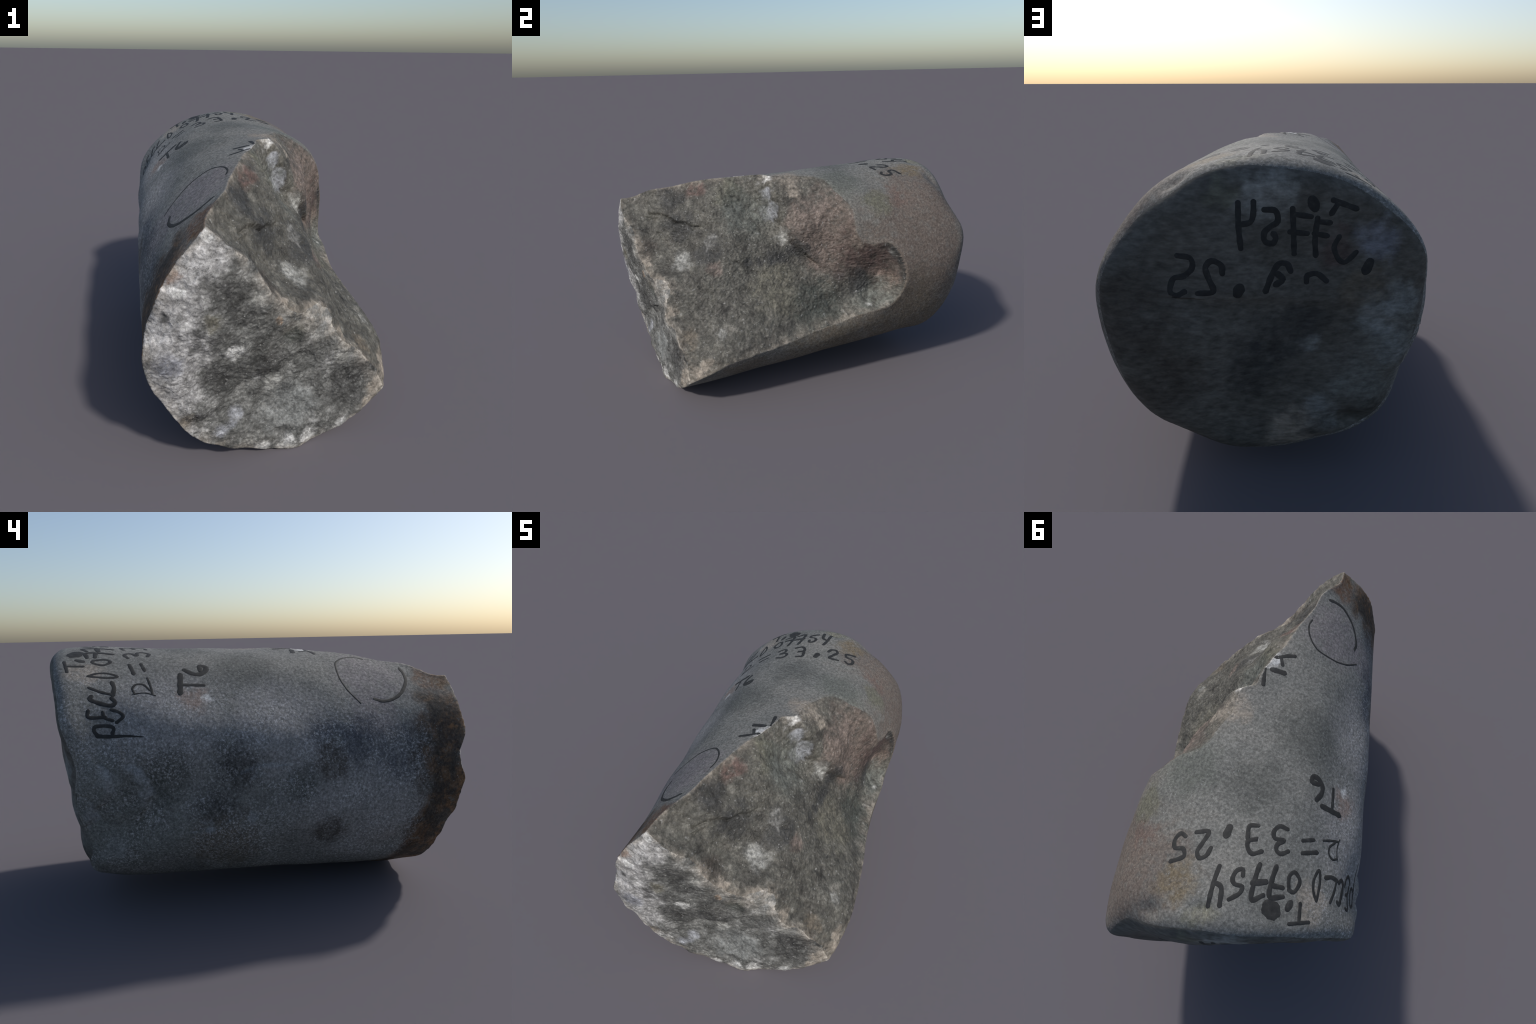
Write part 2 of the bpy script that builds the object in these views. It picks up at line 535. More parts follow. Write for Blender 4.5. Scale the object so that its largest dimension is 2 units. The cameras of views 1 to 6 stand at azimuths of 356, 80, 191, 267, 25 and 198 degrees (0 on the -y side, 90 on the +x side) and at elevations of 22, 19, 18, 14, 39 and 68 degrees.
SIDE_STAINS = [
    ((-0.44, -0.50, 0.49), 0.296, warmed_pale),
    ((-0.53, 0.34, 0.90), 0.227, warmed_pale),
    ((-0.46, -0.15, 0.86), 0.217, warmed_pale),
    ((-0.35, -0.55, 0.89), 0.117, lilac),
    ((-0.55, 0.56, 0.52), 0.221, green_dark),
    ((-0.57, 0.35, 0.69), 0.106, green_black),
    ((-0.53, 0.06, 0.72), 0.098, black),
    ((-0.52, 0.16, 0.52), 0.092, black),
    ((-0.50, -0.23, 0.62), 0.076, green_black),
    ((-0.44, -0.32, 0.83), 0.077, blue_black),
    ((-0.42, -0.49, 0.79), 0.114, blue_black),
    ((-0.40, -0.70, 0.73), 0.137, blue_black),
    ((-0.47, -0.35, 0.71), 0.077, brown_black),
    ((-0.44, -0.36, 0.36), 0.082, brown_black),
    ((-0.46, 0.12, 0.34), 0.150, brown),
    ((-0.41, 0.68, 1.10), 0.070, tan),
    ((-0.57, 0.44, 0.62), 0.037, scar),
    ((-0.58, 0.46, 0.70), 0.028, scar),
    ((-0.60, 0.59, 0.68), 0.041, scar),
    ((-0.58, 0.67, 0.53), 0.034, scar),
    ((-0.51, 0.60, 0.37), 0.062, scar),
    ((-0.52, -0.03, 0.67), 0.025, scar),
    ((-0.50, 0.18, 0.45), 0.030, scar),
    ((-0.51, 0.01, 0.47), 0.026, scar),
    ((-0.44, 0.23, 0.99), 0.058, rose),
    ((-0.43, 0.18, 0.99), 0.020, pale),
    ((-0.32, -0.87, 0.84), 0.086, rust_dark),
    ((-0.38, -0.86, 0.72), 0.122, umber),
    ((-0.39, -0.88, 0.56), 0.124, umber),
    ((-0.29, -0.95, 0.87), 0.049, rust),
    ((-0.36, -0.94, 0.74), 0.048, rust),
    ((-0.32, -0.97, 0.80), 0.034, ochre),
    ((-0.17, -0.94, 1.02), 0.055, ochre),
    ((-0.34, -0.80, 0.35), 0.089, rust_dark),
    ((-0.30, -0.78, 0.27), 0.060, rust),
    ((-0.34, -0.93, 0.40), 0.060, pale),
    ((-0.21, 0.01, 1.11), 0.142, grey_dark),
    ((-0.07, 0.31, 1.18), 0.112, grey_dark),
    ((0.19, 0.31, 1.16), 0.095, green_dark),
    ((0.22, 0.75, 1.12), 0.176, warm_brown),
    ((0.10, 0.76, 1.17), 0.079, ochre_brown),
    ((-0.02, 0.85, 1.20), 0.058, olive),
    ((0.31, 0.86, 1.03), 0.119, warm_brown),
    ((0.34, 0.45, 1.07), 0.066, olive),
    ((0.11, 0.00, 1.18), 0.076, tan),
    ((0.01, -0.27, 1.17), 0.040, white),
    ((-0.20, -0.57, 1.05), 0.152, lilac),
    ((-0.18, -0.87, 1.03), 0.082, rust),
    ((0.42, 0.75, 0.93), 0.268, warm_brown),
    ((0.48, 0.69, 0.69), 0.235, warm_brown),
    ((0.37, 0.48, 1.05), 0.073, olive),
    ((0.31, 0.60, 1.07), 0.064, red_brown),
    ((0.22, 0.28, 1.15), 0.137, green_grey),
    ((0.48, 0.66, 0.43), 0.220, brown),
    ((0.48, 0.22, 0.28), 0.129, brown),
    ((0.55, -0.32, 0.21), 0.123, brown),
]
# broad tints
# small marks that keep their shape: a dark crescent at the scar's end, dark patches in the hollow at the foot
# of the step, a dark line along the crack, and the pale edges of the flaked ledges
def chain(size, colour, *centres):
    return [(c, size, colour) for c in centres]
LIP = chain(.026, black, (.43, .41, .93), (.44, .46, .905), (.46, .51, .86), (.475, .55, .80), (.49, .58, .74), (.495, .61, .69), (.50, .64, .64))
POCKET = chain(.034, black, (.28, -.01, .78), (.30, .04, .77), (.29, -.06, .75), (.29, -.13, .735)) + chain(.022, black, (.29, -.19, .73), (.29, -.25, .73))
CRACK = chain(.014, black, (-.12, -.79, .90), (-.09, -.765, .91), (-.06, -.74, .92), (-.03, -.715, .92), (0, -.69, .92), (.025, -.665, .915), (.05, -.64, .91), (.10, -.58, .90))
LEDGES = (chain(.019, scar, (-.59, .50, .74), (-.585, .48, .725), (-.58, .46, .71), (-.575, .44, .685), (-.57, .43, .66), (-.565, .42, .63), (-.56, .42, .61), (-.56, .44, .57))
    + chain(.02, scar, (-.61, .60, .73), (-.605, .59, .71), (-.60, .58, .69), (-.60, .58, .66), (-.60, .58, .63), (-.59, .60, .60))
    + chain(.02, scar, (-.59, .66, .58), (-.58, .66, .55), (-.57, .66, .52), (-.55, .69, .48))
    + chain(.013, scar, (-.54, .21, .47), (-.535, .18, .465), (-.51, .01, .48), (-.52, -.02, .67), (-.52, -.01, .655), (-.50, -.17, .63))
    + chain(.024, white, (-.43, .18, .985)))
SMEARS = [((-.61, .63, .67), .09, smear), ((-.55, .61, .43), .11, smear), ((-.43, .76, .42), .09, smear), ((-.53, .37, .39), .10, smear),
          ((-.50, .76, .60), .11, smear)]
DARKS = [((-.53, .06, .71), .055, black), ((-.54, .16, .52), .05, black), ((-.52, .06, .51), .04, brown_black), ((-.47, -.35, .70), .06, brown_black),
         ((-.43, -.48, .79), .07, blue_black), ((-.43, -.36, .37), .05, brown_black), ((-.43, .23, .99), .045, rose)]
SIDE_STAINS = [((.40, .62, .70), .42, warm_brown), ((.40, .15, .22), .34, brown), ((.2, .7, .2), .35, brown)] + SIDE_STAINS
SPLIT_STAINS = [
    ((.33, .22, .90), .22, rose_brown),
    ((.44, .42, .72), .16, red_dark),
    ((0.09, -0.11, 1.16), 0.037, white),
    ((0.14, -0.10, 1.08), 0.042, white_blue),
    ((0.15, -0.10, 0.98), 0.048, white_blue),
    ((0.25, -0.04, 0.86), 0.045, pale),
    ((0.05, -0.33, 1.07), 0.075, olive),
    ((0.16, 0.03, 1.13), 0.06, tan),
    ((0.32, 0.10, 0.95), 0.133, rose_brown),
    ((0.34, 0.18, 0.83), 0.07, rose_brown),
    ((0.34, 0.15, 0.73), 0.073, rose_brown),
    ((0.45, 0.37, 0.79), 0.154, red_dark),
    ((0.45, 0.49, 0.61), 0.074, rose),
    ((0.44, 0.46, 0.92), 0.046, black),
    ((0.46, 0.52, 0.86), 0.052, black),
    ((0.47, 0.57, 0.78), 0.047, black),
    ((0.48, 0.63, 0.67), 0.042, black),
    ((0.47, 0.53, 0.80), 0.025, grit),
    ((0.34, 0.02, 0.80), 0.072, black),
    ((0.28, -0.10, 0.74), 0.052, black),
    ((0.06, -0.62, 0.90), 0.097, black),
    ((0.07, -0.82, 0.79), 0.065, brown_black),
    ((0.22, -0.48, 0.79), 0.094, black),
    ((0.18, -0.63, 0.74), 0.055, pale),
    ((0.30, -0.44, 0.71), 0.040, rose_brown),
    ((-0.01, -0.52, 1.11), 0.054, red),
    ((-0.06, -0.66, 1.07), 0.077, black),
    ((0.11, -0.23, 0.97), 0.138, green_grey),
    ((0.18, -0.46, 0.83), 0.040, grit),
    ((0.51, -0.44, 0.41), 0.035, pale),
    ((0.32, -0.12, 0.53), 0.158, olive_tan),
    ((0.45, 0.12, 0.53), 0.134, green_black),
    ((0.44, 0.44, 0.52), 0.118, green_grey),
    ((0.45, 0.26, 0.46), 0.009, pale),
    ((0.46, 0.41, 0.48), 0.010, pale),
    ((0.60, -0.58, 0.24), 0.045, tan),
    ((0.59, -0.52, 0.28), 0.030, tan),
    ((0.45, -0.60, 0.37), 0.061, brown),
    ((0.11, -0.83, 0.71), 0.035, tan),
    ((0.20, -0.76, 0.61), 0.03, tan),
    ((0.36, -0.70, 0.51), 0.03, tan),
    ((0.05, -0.87, 0.80), 0.03, tan),
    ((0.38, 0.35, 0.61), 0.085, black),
]
END_STAINS = [
    ((-0.26, -0.99, 0.83), 0.085, white_mottle),
    ((-0.33, -0.99, 0.69), 0.062, white_mottle),
    ((-0.26, -0.98, 0.65), 0.084, white_mottle),
    ((-0.24, -0.97, 0.57), 0.086, white_mottle),
    ((-0.29, -0.94, 0.40), 0.086, white_mottle),
    ((-0.15, -0.97, 0.94), 0.064, white_mottle),
    ((-0.07, -0.96, 0.79), 0.066, black),
    ((-0.04, -0.93, 0.70), 0.053, black),
    ((0.07, -0.82, 0.45), 0.072, black),
    ((-0.12, -0.89, 0.42), 0.064, black),
    ((0.41, -0.69, 0.26), 0.101, black),
    ((0.47, -0.66, 0.28), 0.068, black),
    ((-0.20, -0.97, 0.61), 0.027, black),
    ((-0.19, -0.97, 0.68), 0.026, black),
    ((-0.30, -0.99, 0.74), 0.018, black),
    ((-0.20, -0.90, 0.27), 0.036, black),
    ((-0.30, -0.97, 0.55), 0.054, blue),
    ((0.15, -0.79, 0.21), 0.110, pale_blue),
    ((0.20, -0.77, 0.22), 0.065, pale_blue),
    ((-0.06, -0.84, 0.24), 0.028, white_blue),
    ((-0.08, -0.84, 0.20), 0.025, white_blue),
    ((-0.12, -0.86, 0.17), 0.029, white_blue),
    ((0.01, -0.82, 0.10), 0.039, pale),
    ((0.08, -0.79, 0.35), 0.037, pale),
    ((-0.06, -0.90, 0.54), 0.031, white),
    ((-0.23, -0.98, 0.70), 0.018, white),
    ((-0.25, -0.99, 0.83), 0.022, white),
    ((-0.16, -0.96, 1.01), 0.019, white),
    ((0.15, -0.79, 0.03), 0.041, white),
    ((0.05, -0.82, 0.05), 0.033, white),
    ((0.24, -0.76, 0.05), 0.041, white),
    ((0.38, -0.69, 0.06), 0.035, white),
    ((0.03, -0.89, 0.76), 0.029, pale),
    ((0.37, -0.72, 0.40), 0.039, pale),
    ((0.10, -0.85, 0.64), 0.020, rust_pale),
    ((-0.27, -0.99, 0.90), 0.027, rust),
    ((-0.29, -0.98, 0.87), 0.015, rust),
    ((-0.25, -0.92, 0.27), 0.036, brown),
    ((0.16, -0.80, 0.57), 0.047, green_black),
    ((-0.13, -0.97, 0.70), 0.036, olive_tan),
    ((0.55, -0.64, 0.20), 0.042, tan),
    ((0.51, -0.66, 0.14), 0.028, tan),
]
CUT_STAINS = [
    ((-0.47, 0.78, 0.68), 0.082, pale_blue),
    ((-0.51, 0.75, 0.55), 0.055, pale_blue),
    ((-0.26, 0.83, 0.59), 0.037, pale_blue),
    ((-0.44, 0.78, 0.65), 0.037, pale_blue),
    ((-0.54, 0.76, 0.76), 0.059, pale_blue),
    ((-0.28, 0.79, 0.30), 0.066, pale_blue),
    ((-0.44, 0.80, 0.95), 0.063, blue),
    ((-0.14, 0.86, 0.59), 0.097, black),
    ((-0.24, 0.83, 0.69), 0.065, black),
    ((-0.06, 0.88, 0.48), 0.092, black),
    ((-0.31, 0.83, 0.92), 0.062, red_dark),
    ((0.31, 0.98, 0.71), 0.148, brown_black),
    ((0.23, 0.94, 0.45), 0.118, brown_black),
    ((-0.41, 0.79, 0.79), 0.065, brown),
    ((-0.20, 0.81, 0.20), 0.102, tan),
    ((-0.27, 0.79, 0.24), 0.050, black),
    ((-0.12, 0.91, 1.10), 0.078, pale),
    ((0.00, 0.93, 1.10), 0.039, olive),
]

def drilled_material():
    """Ground smooth by the drill: a fine salt-and-pepper of grey grains."""
    N = Nodes("drilled_stone")
    c = N.ramp(N.noise(5, 4, .6), [(.3, (.112, .113, .106)), (.5, (.142, .142, .132)), (.7, (.165, .161, .148))])
    breakup = N.band(N.noise(34, 4, .65), .3, .6, .35, 1.)
    c = stain(N, c, SIDE_STAINS, .8, breakup)
    frost = N.math("MULTIPLY", N.band(N.noise(105, 4, .8), .49, .62), N.band(N.along((-.9, 0, -.4), (-.25, 0, .9)), -.05, .2))
    frost = N.math("MULTIPLY", frost, N.band(N.noise(7, 4, .65), .36, .58, .2, .7))
    c = N.mix(frost, c, (.40, .395, .40))
    c = stain(N, c, SMEARS, .6, breakup)
    c = stain(N, c, DARKS, .45, breakup)
    c = stain(N, c, LEDGES, .55, N.band(N.noise(50, 3, .6), .36, .5, .3, 1.), True)
    # an iron-stained band round the left of the broken rim
    near = N.math("ADD", N.along(BROKEN_END.n, BROKEN_END.centre), N.math("MULTIPLY", N.math("SUBTRACT", N.noise(9, 4, .6), .5), .22))
    left = N.band(N.along((-.8, 0, -.6), (-.20, -.85, .93)), -.04, .05)
    band = N.math("MULTIPLY", N.band(near, -.25, -.16), left)
    rusty = N.ramp(N.noise(11, 5, .68, .5), [(.36, (.026, .021, .017)), (.48, (.045, .031, .021)), (.57, (.105, .058, .028)), (.66, (.125, .112, .095))])
    rusty = N.mix(N.math("MULTIPLY", N.band(near, -.09, -.02), N.band(N.noise(15, 3, .6), .48, .6)), rusty, (.17, .085, .035))
    c = N.mix(N.math("MULTIPLY", band, .9), c, rusty)
    rim = N.math("MULTIPLY", N.measure("edge_nearness"), N.band(N.noise(12, 3, .6), .4, .6))
    rim = N.math("MULTIPLY", rim, N.math("SUBTRACT", 1., N.spot((.27, .27, 1.07), .24)))
    c = N.mix(N.math("MULTIPLY", rim, .3), c, tan)
    fine = N.noise(85, 4, .78)
    c = N.mix(1., c, N.ramp(fine, [(.3, (.48, .48, .48)), (.5, (.95, .95, .95)), (.70, (1.65, 1.65, 1.63))]), "MULTIPLY")
    crystals = N.band(N.cells(75), .2, .1)
    c = N.mix(N.math("MULTIPLY", crystals, N.band(N.noise(20, 2), .5, .65, 0., .5)), c, (.36, .37, .36))
    return N.finish(c, N.band(fine, .3, .7, .8, .65), fine, .3, .003, .25)

def break_grain(N, c, scale, dark, light):
    """Crystals, swirls and pits of a fresh break."""
    coarse = N.noise(scale, 5, .72, .25)
    fine = N.noise(scale * 2.6, 4, .75, .2)
    c = N.mix(1., c, N.ramp(coarse, [(.32, (dark,) * 3), (.5, (.92, .92, .91)), (.66, (light,) * 3)]), "MULTIPLY")
    c = N.mix(1., c, N.ramp(fine, [(.32, (.62, .62, .62)), (.5, (1, 1, 1)), (.7, (1.5, 1.5, 1.5))]), "MULTIPLY")
    crystals = N.band(N.cells(48), .12, .05)
    c = N.mix(N.math("MULTIPLY", crystals, N.band(N.noise(14, 2), .42, .6, 0., .6)), c, (.46, .46, .44))
    flakes = N.band(N.noise(58, 3, .6), .64, .70)
    c = N.mix(N.math("MULTIPLY", flakes, .3), c, (.42, .42, .41))
    pits = N.band(N.noise(44, 4, .65, 0., None, 3.), .36, .30)
    c = N.mix(N.math("MULTIPLY", pits, .5), c, (.028, .028, .027))
    return c, coarse, fine

def broken_material():
    N = Nodes("snapped_stone")
    c = N.ramp(N.noise(9, 6, .72, .3), [(.33, (.042, .042, .039)), (.46, (.088, .089, .085)), (.57, (.135, .136, .13)), (.70, (.27, .27, .265))])
    breakup = N.band(N.noise(30, 6, .78), .40, .50, .3, 1.)
    pale_side = N.band(N.along((-.92, -.35, 0), (-.14, -.93, .6)), -.06, .12)
    c = N.mix(N.math("MULTIPLY", pale_side, N.band(N.noise(26, 6, .78), .45, .56, .05, .68)), c, white_mottle)
    c = stain(N, c, END_STAINS, .78, breakup, True)
    rim = N.math("MULTIPLY", N.measure("edge_nearness"), N.band(N.noise(16, 3, .6), .36, .6))
    c = N.mix(N.math("MULTIPLY", rim, .6), c, (.40, .36, .31))
    c, coarse, fine = break_grain(N, c, 24, .52, 1.5)
    return N.finish(c, N.band(fine, .35, .65, .7, .42), N.math("ADD", coarse, N.math("MULTIPLY", fine, .5)), .6, .009, .35)

def split_material():
    N = Nodes("split_stone")
    c = N.ramp(N.noise(7, 6, .72, .4), [(.33, (.036, .034, .030)), (.47, (.072, .069, .060)), (.56, (.090, .087, .075)), (.68, (.14, .132, .115))])
    breakup = N.band(N.noise(24, 5, .72), .36, .54, .45, 1.)
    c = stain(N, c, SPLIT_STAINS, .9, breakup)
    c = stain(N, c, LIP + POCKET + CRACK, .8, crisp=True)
    rim = N.math("MULTIPLY", N.measure("edge_nearness"), N.band(N.noise(14, 3, .6), .36, .6))
    soft = N.spot((.27, .27, 1.07), .24)                  # where the scar fades into the skin
    rim = N.math("MULTIPLY", rim, N.math("SUBTRACT", 1., soft))
    rim = N.math("MULTIPLY", rim, N.math("SUBTRACT", 1., N.spot((.48, .62, .72), .22)))
    c = N.mix(N.math("MULTIPLY", rim, .7), c, tan)
    c, coarse, fine = break_grain(N, c, 24, .58, 1.45)
    return N.finish(c, N.band(fine, .35, .65, .75, .5), N.math("ADD", coarse, N.math("MULTIPLY", fine, .5)), .6, .009, .3)

def cut_material():
    """Sawn: smoother, dull, with faint level streaks."""
    N = Nodes("cut_stone")
    c = N.ramp(N.noise(5, 4, .6), [(.3, (.068, .064, .056)), (.5, (.086, .081, .071)), (.7, (.105, .10, .09))])
    breakup = N.band(N.noise(16, 4, .65), .3, .6, .4, 1.)
    c = stain(N, c, SMEARS, .5, breakup)
    c = stain(N, c, CUT_STAINS, .8, breakup)
    streaks = N.noise(60, 4, .65, 0., (.35, 1, 1))
    c = N.mix(1., c, N.ramp(streaks, [(.3, (.6, .6, .6)), (.5, (1, 1, 1)), (.7, (1.45, 1.45, 1.45))]), "MULTIPLY")
    return N.finish(c, .75, streaks, .2, .003, .25)

def ink_material():
    """Faded marker: nearly black, the grain of the stone showing through."""
    N = Nodes("marker_ink")
    c = N.ramp(N.noise(45, 4, .7), [(.32, (.020, .020, .020)), (.6, (.032, .032, .031)), (.75, (.06, .06, .058))])
    return N.finish(c, .7, None, specular=.2)

# ------------------------------------------------------------------ the parts
core = bpy.data.objects.new("drill_core", None)
core.empty_display_size = .2
core["label"] = "broken grey stone drill core with black handwriting"
core["category"] = "rock sample"
bpy.context.scene.collection.objects.link(core)

def add_part(name, mesh, parent, material):
    obj = bpy.data.objects.new(name, mesh)
    bpy.context.scene.collection.objects.link(obj)
    obj.parent = parent
    mesh.materials.append(material)
    return obj

middle = points[tris].mean(1)
on = np.argmax(np.stack(surfaces(middle), 0), 0)
wear = np.exp(-np.abs(np.maximum(end, split) - np.maximum(side, cut)) / .02)

def region(name, which, material):
    faces = tris[on == which]
    used, local = np.unique(faces, return_inverse=True)
    local = local.reshape(-1, 3)
    mesh = bpy.data.meshes.new(name)
    mesh.vertices.add(len(used))
    mesh.vertices.foreach_set("co", points[used].ravel())
    mesh.loops.add(local.size)
    mesh.loops.foreach_set("vertex_index", local.ravel().astype(np.int32))
    mesh.polygons.add(len(local))
    mesh.polygons.foreach_set("loop_start", np.arange(0, local.size, 3, dtype=np.int32))
    mesh.update(calc_edges=True)
    mesh.validate()
    mesh.polygons.foreach_set("use_smooth", np.ones(len(mesh.polygons), bool))
    mesh.normals_split_custom_set_from_vertices(normals[used].tolist())
    ordered = np.sort(np.stack([side, cut, end, split], 0)[:, used], 0)
    rim = mesh.attributes.new("edge_nearness", "FLOAT", "POINT")
    rim.data.foreach_set("value", np.exp(-(ordered[-1] - ordered[-2]) / .022).astype(np.float32))
    return add_part(name, mesh, core, material)

drilled_side = region("drilled_side", 0, drilled_material())
cut_end = region("cut_end", 1, cut_material())
broken_end = region("broken_end", 2, broken_material())
split_face = region("split_face", 3, split_material())

# ------------------------------------------------------------------ the handwriting
INK = ink_material()

def on_side(t, s):
    """Point on the drilled side at angle t (degrees) and length s along the axis."""
    t = np.radians(t)
    d = np.cos(t)[:, None] * SIDE + np.sin(t)[:, None] * RISE
    return march(AXIS_AT + np.outer(s, AXIS), d, .2, .85)

def on_cut(p, q):
    """Point on the cut end, p to the right of the axis and q above it."""
    start = AXIS_AT + np.outer(p, SIDE) + np.outer(q, RISE)
    return march(start, np.tile(AXIS, (len(p), 1)), .3, 1.2)

def curve_through(knots, step):
    """Catmull-Rom curve through the knots, sampled about every step."""
    k = np.array(knots, float)
    k = np.vstack([2 * k[0] - k[1], k, 2 * k[-1] - k[-2]])
    out = []
    for i in range(1, len(k) - 2):
        n = max(3, int(np.linalg.norm(k[i + 1] - k[i]) / step))
        x = np.linspace(0, 1, n, endpoint=False)[:, None]
        a, b, c, d = k[i - 1:i + 3]
        out.append(.5 * (2 * b + (c - a) * x + (2 * a - 5 * b + 4 * c - d) * x ** 2 + (3 * b - a - 3 * c + d) * x ** 3))
    return np.vstack(out + [k[-2:-1]])

ACROSS = np.linspace(-1, 1, 7)
INK_HEIGHT = .0013

def stroke(bm, knots, width, place, flat, tapered):
    """One pull of the marker: a low ridge of ink lying on the stone."""
    path = curve_through(knots, .006)
    seg = np.linalg.norm(np.diff(path, axis=0), axis=1)
    far = np.concatenate([[0], np.cumsum(seg)])
    total = far[-1]
    tangent = np.gradient(path, axis=0)
    tangent /= np.linalg.norm(tangent, axis=1)[:, None] + 1e-9
    half = width / 2
    # round ends: run the path on by half a width at both ends
    ext = half * np.array([1, .92, .75, .5, .25])
    head = path[0] - np.outer(ext, tangent[0])
    tail = path[-1] + np.outer(ext[::-1], tangent[-1])
    cap = half * np.sqrt(np.clip(1 - (ext / half) ** 2, .0004, 1))
    line = np.vstack([head, path, tail])
    along = np.vstack([np.tile(tangent[0], (5, 1)), tangent, np.tile(tangent[-1], (5, 1))])
    wide = np.concatenate([cap, np.full(len(path), half), cap[::-1]])
    wobble = 1 + .10 * np.sin(np.arange(len(line)) * .9 + width * 900) * np.linspace(.5, 1, len(line))
    wide = wide * wobble
    if tapered:
        wide *= np.concatenate([np.ones(5), 1.15 - .85 * (far / total) ** 1.5, np.full(5, .3)])
    sideways = np.stack([-along[:, 1], along[:, 0]], 1)
    grid = line[:, None] + sideways[:, None] * (wide[:, None] * ACROSS[None])[..., None]
    flatxy = grid.reshape(-1, 2)
    base, up = place(flatxy)
    lift = np.tile(INK_HEIGHT * (1 - np.abs(ACROSS) ** 4) - .0004, len(line))
    P = base + up * lift[:, None]
    verts = [bm.verts.new(p) for p in P]
    m = len(ACROSS)
    for i in range(len(line) - 1):
        for j in range(m - 1):
            a = i * m + j
            f = (verts[a], verts[a + 1], verts[a + m + 1], verts[a + m])
            bm.faces.new(f if flat else f[::-1])

SHRINK = .55   # radius used to turn degrees round the core into metres of writing

def place_side(xy):
    """Writing coordinates on the side: x = metres round the core, y = metres along it."""
    t = np.degrees(xy[:, 0] / SHRINK)
    base = on_side(t, xy[:, 1])
    a = np.radians(t)
    base = base + (np.cos(a)[:, None] * SIDE + np.sin(a)[:, None] * RISE) * drilled_relief(base)[:, None]
    return base, np.cos(a)[:, None] * SIDE + np.sin(a)[:, None] * RISE

def place_cut(xy):
    base = on_cut(xy[:, 0], xy[:, 1])
    base = base + AXIS * drilled_relief(base)[:, None]
    return base, np.tile(AXIS, (len(xy), 1))

def write(name, where, *strokes):
    bm = bmesh.new()
    for width, *knots in strokes:
        tapered = width < 0
        if where == "side":
            pts = [(math.radians(t) * SHRINK, s) for t, s in knots]
            stroke(bm, pts, abs(width), place_side, True, tapered)
        else:
            stroke(bm, knots, abs(width), place_cut, True, tapered)
    mesh = bpy.data.meshes.new(name)
    bm.normal_update()
    bmesh.ops.recalc_face_normals(bm, faces=bm.faces)
    bm.to_mesh(mesh)
    bm.free()
    mesh.polygons.foreach_set("use_smooth", np.ones(len(mesh.polygons), bool))
    add_part(name, mesh, drilled_side if where == "side" else cut_end, INK)

# each stroke: its width (negative: tapering off), then knots.  On the side a knot is degrees
# round the core and metres along it; on the cut end metres right of the axis and above it.
LETTER, NUMERAL, SIGN = "handwritten_letter", "handwritten_numeral", "handwritten_sign"
DOT, BLOT, RING, MARK = "ink_dot", "ink_blot", "ink_ring", "ink_mark"
# third line: R = 33.25
write(LETTER, "side", (0.008, (137.6, 0.571), (137, 0.521), (138.4, 0.481)),
      (0.012, (137.5, 0.564), (134.6, 0.573), (132.1, 0.556), (132.3, 0.527), (135.4, 0.502)),
      (0.013, (128.3, 0.511), (133.4, 0.498), (137.4, 0.492)))
write(SIGN, "side", (0.021, (118.4, 0.585), (125.3, 0.567)),
      (0.019, (117.9, 0.536), (122.9, 0.522)))
write(NUMERAL, "side", (0.021, (110.2, 0.506), (106.9, 0.501), (104.8, 0.526), (105.6, 0.552), (109.6, 0.554), (106.9, 0.573), (106.7, 0.596), (108.8, 0.607), (111.6, 0.593)))
write(NUMERAL, "side", (0.021, (97.9, 0.513), (94.7, 0.519), (94.5, 0.552), (95.1, 0.573), (98.7, 0.566), (95.1, 0.578), (95.1, 0.605), (97.2, 0.626), (100.7, 0.612)))
write(DOT, "side", (0.035, (86.7, 0.537), (86, 0.563)))
write(NUMERAL, "side", (0.021, (73.6, 0.562), (78.6, 0.557), (77, 0.599), (75.2, 0.636), (76.5, 0.662), (79.2, 0.651), (80.5, 0.622)))
write(NUMERAL, "side", (0.021, (68.9, 0.579), (66.7, 0.568), (64.6, 0.594), (65.3, 0.626), (68.9, 0.629), (70, 0.656), (67.7, 0.67), (64.6, 0.679)))
# second line: PECLD 07754
write(LETTER, "side", (0.018, (156.8, 0.711), (154.9, 0.724), (153, 0.717), (152.7, 0.676), (153.6, 0.649), (156.1, 0.653)),
      (-0.018, (157.2, 0.711), (157.4, 0.657), (157.3, 0.598), (157.9, 0.539)))
write(LETTER, "side", (0.018, (146.3, 0.746), (148.8, 0.748), (149.2, 0.724), (148.7, 0.683)),
      (0.016, (146.7, 0.69), (149.1, 0.683), (150.3, 0.652)),
      (0.017, (145.4, 0.656), (146.7, 0.624), (148.7, 0.611), (151.1, 0.635)))
write(LETTER, "side", (0.022, (139.4, 0.736), (140.9, 0.739), (142.7, 0.697), (143.5, 0.656), (141.9, 0.642), (140.1, 0.654)))
write(LETTER, "side", (0.016, (134.7, 0.744), (136.9, 0.698), (138.2, 0.649)),
      (0.022, (138.2, 0.651), (134.7, 0.646), (131.3, 0.655)))
write(LETTER, "side", (0.015, (127, 0.751), (125.3, 0.716), (125.2, 0.673), (127.4, 0.632), (128.3, 0.672), (127.9, 0.715), (127.3, 0.751)))
write(NUMERAL, "side", (0.019, (114.1, 0.735), (113.5, 0.689), (115.7, 0.665), (118.4, 0.689), (118, 0.716), (116.2, 0.74), (114.1, 0.735)))
write(NUMERAL, "side", (0.023, (107.6, 0.66), (106.4, 0.714), (106.3, 0.773), (111.5, 0.765)),
      (0.023, (106.7, 0.731), (111, 0.732)))
write(NUMERAL, "side", (0.022, (100.8, 0.663), (99.8, 0.711), (99.2, 0.792), (103.5, 0.773)),
      (0.028, (99.3, 0.733), (103.7, 0.723)))
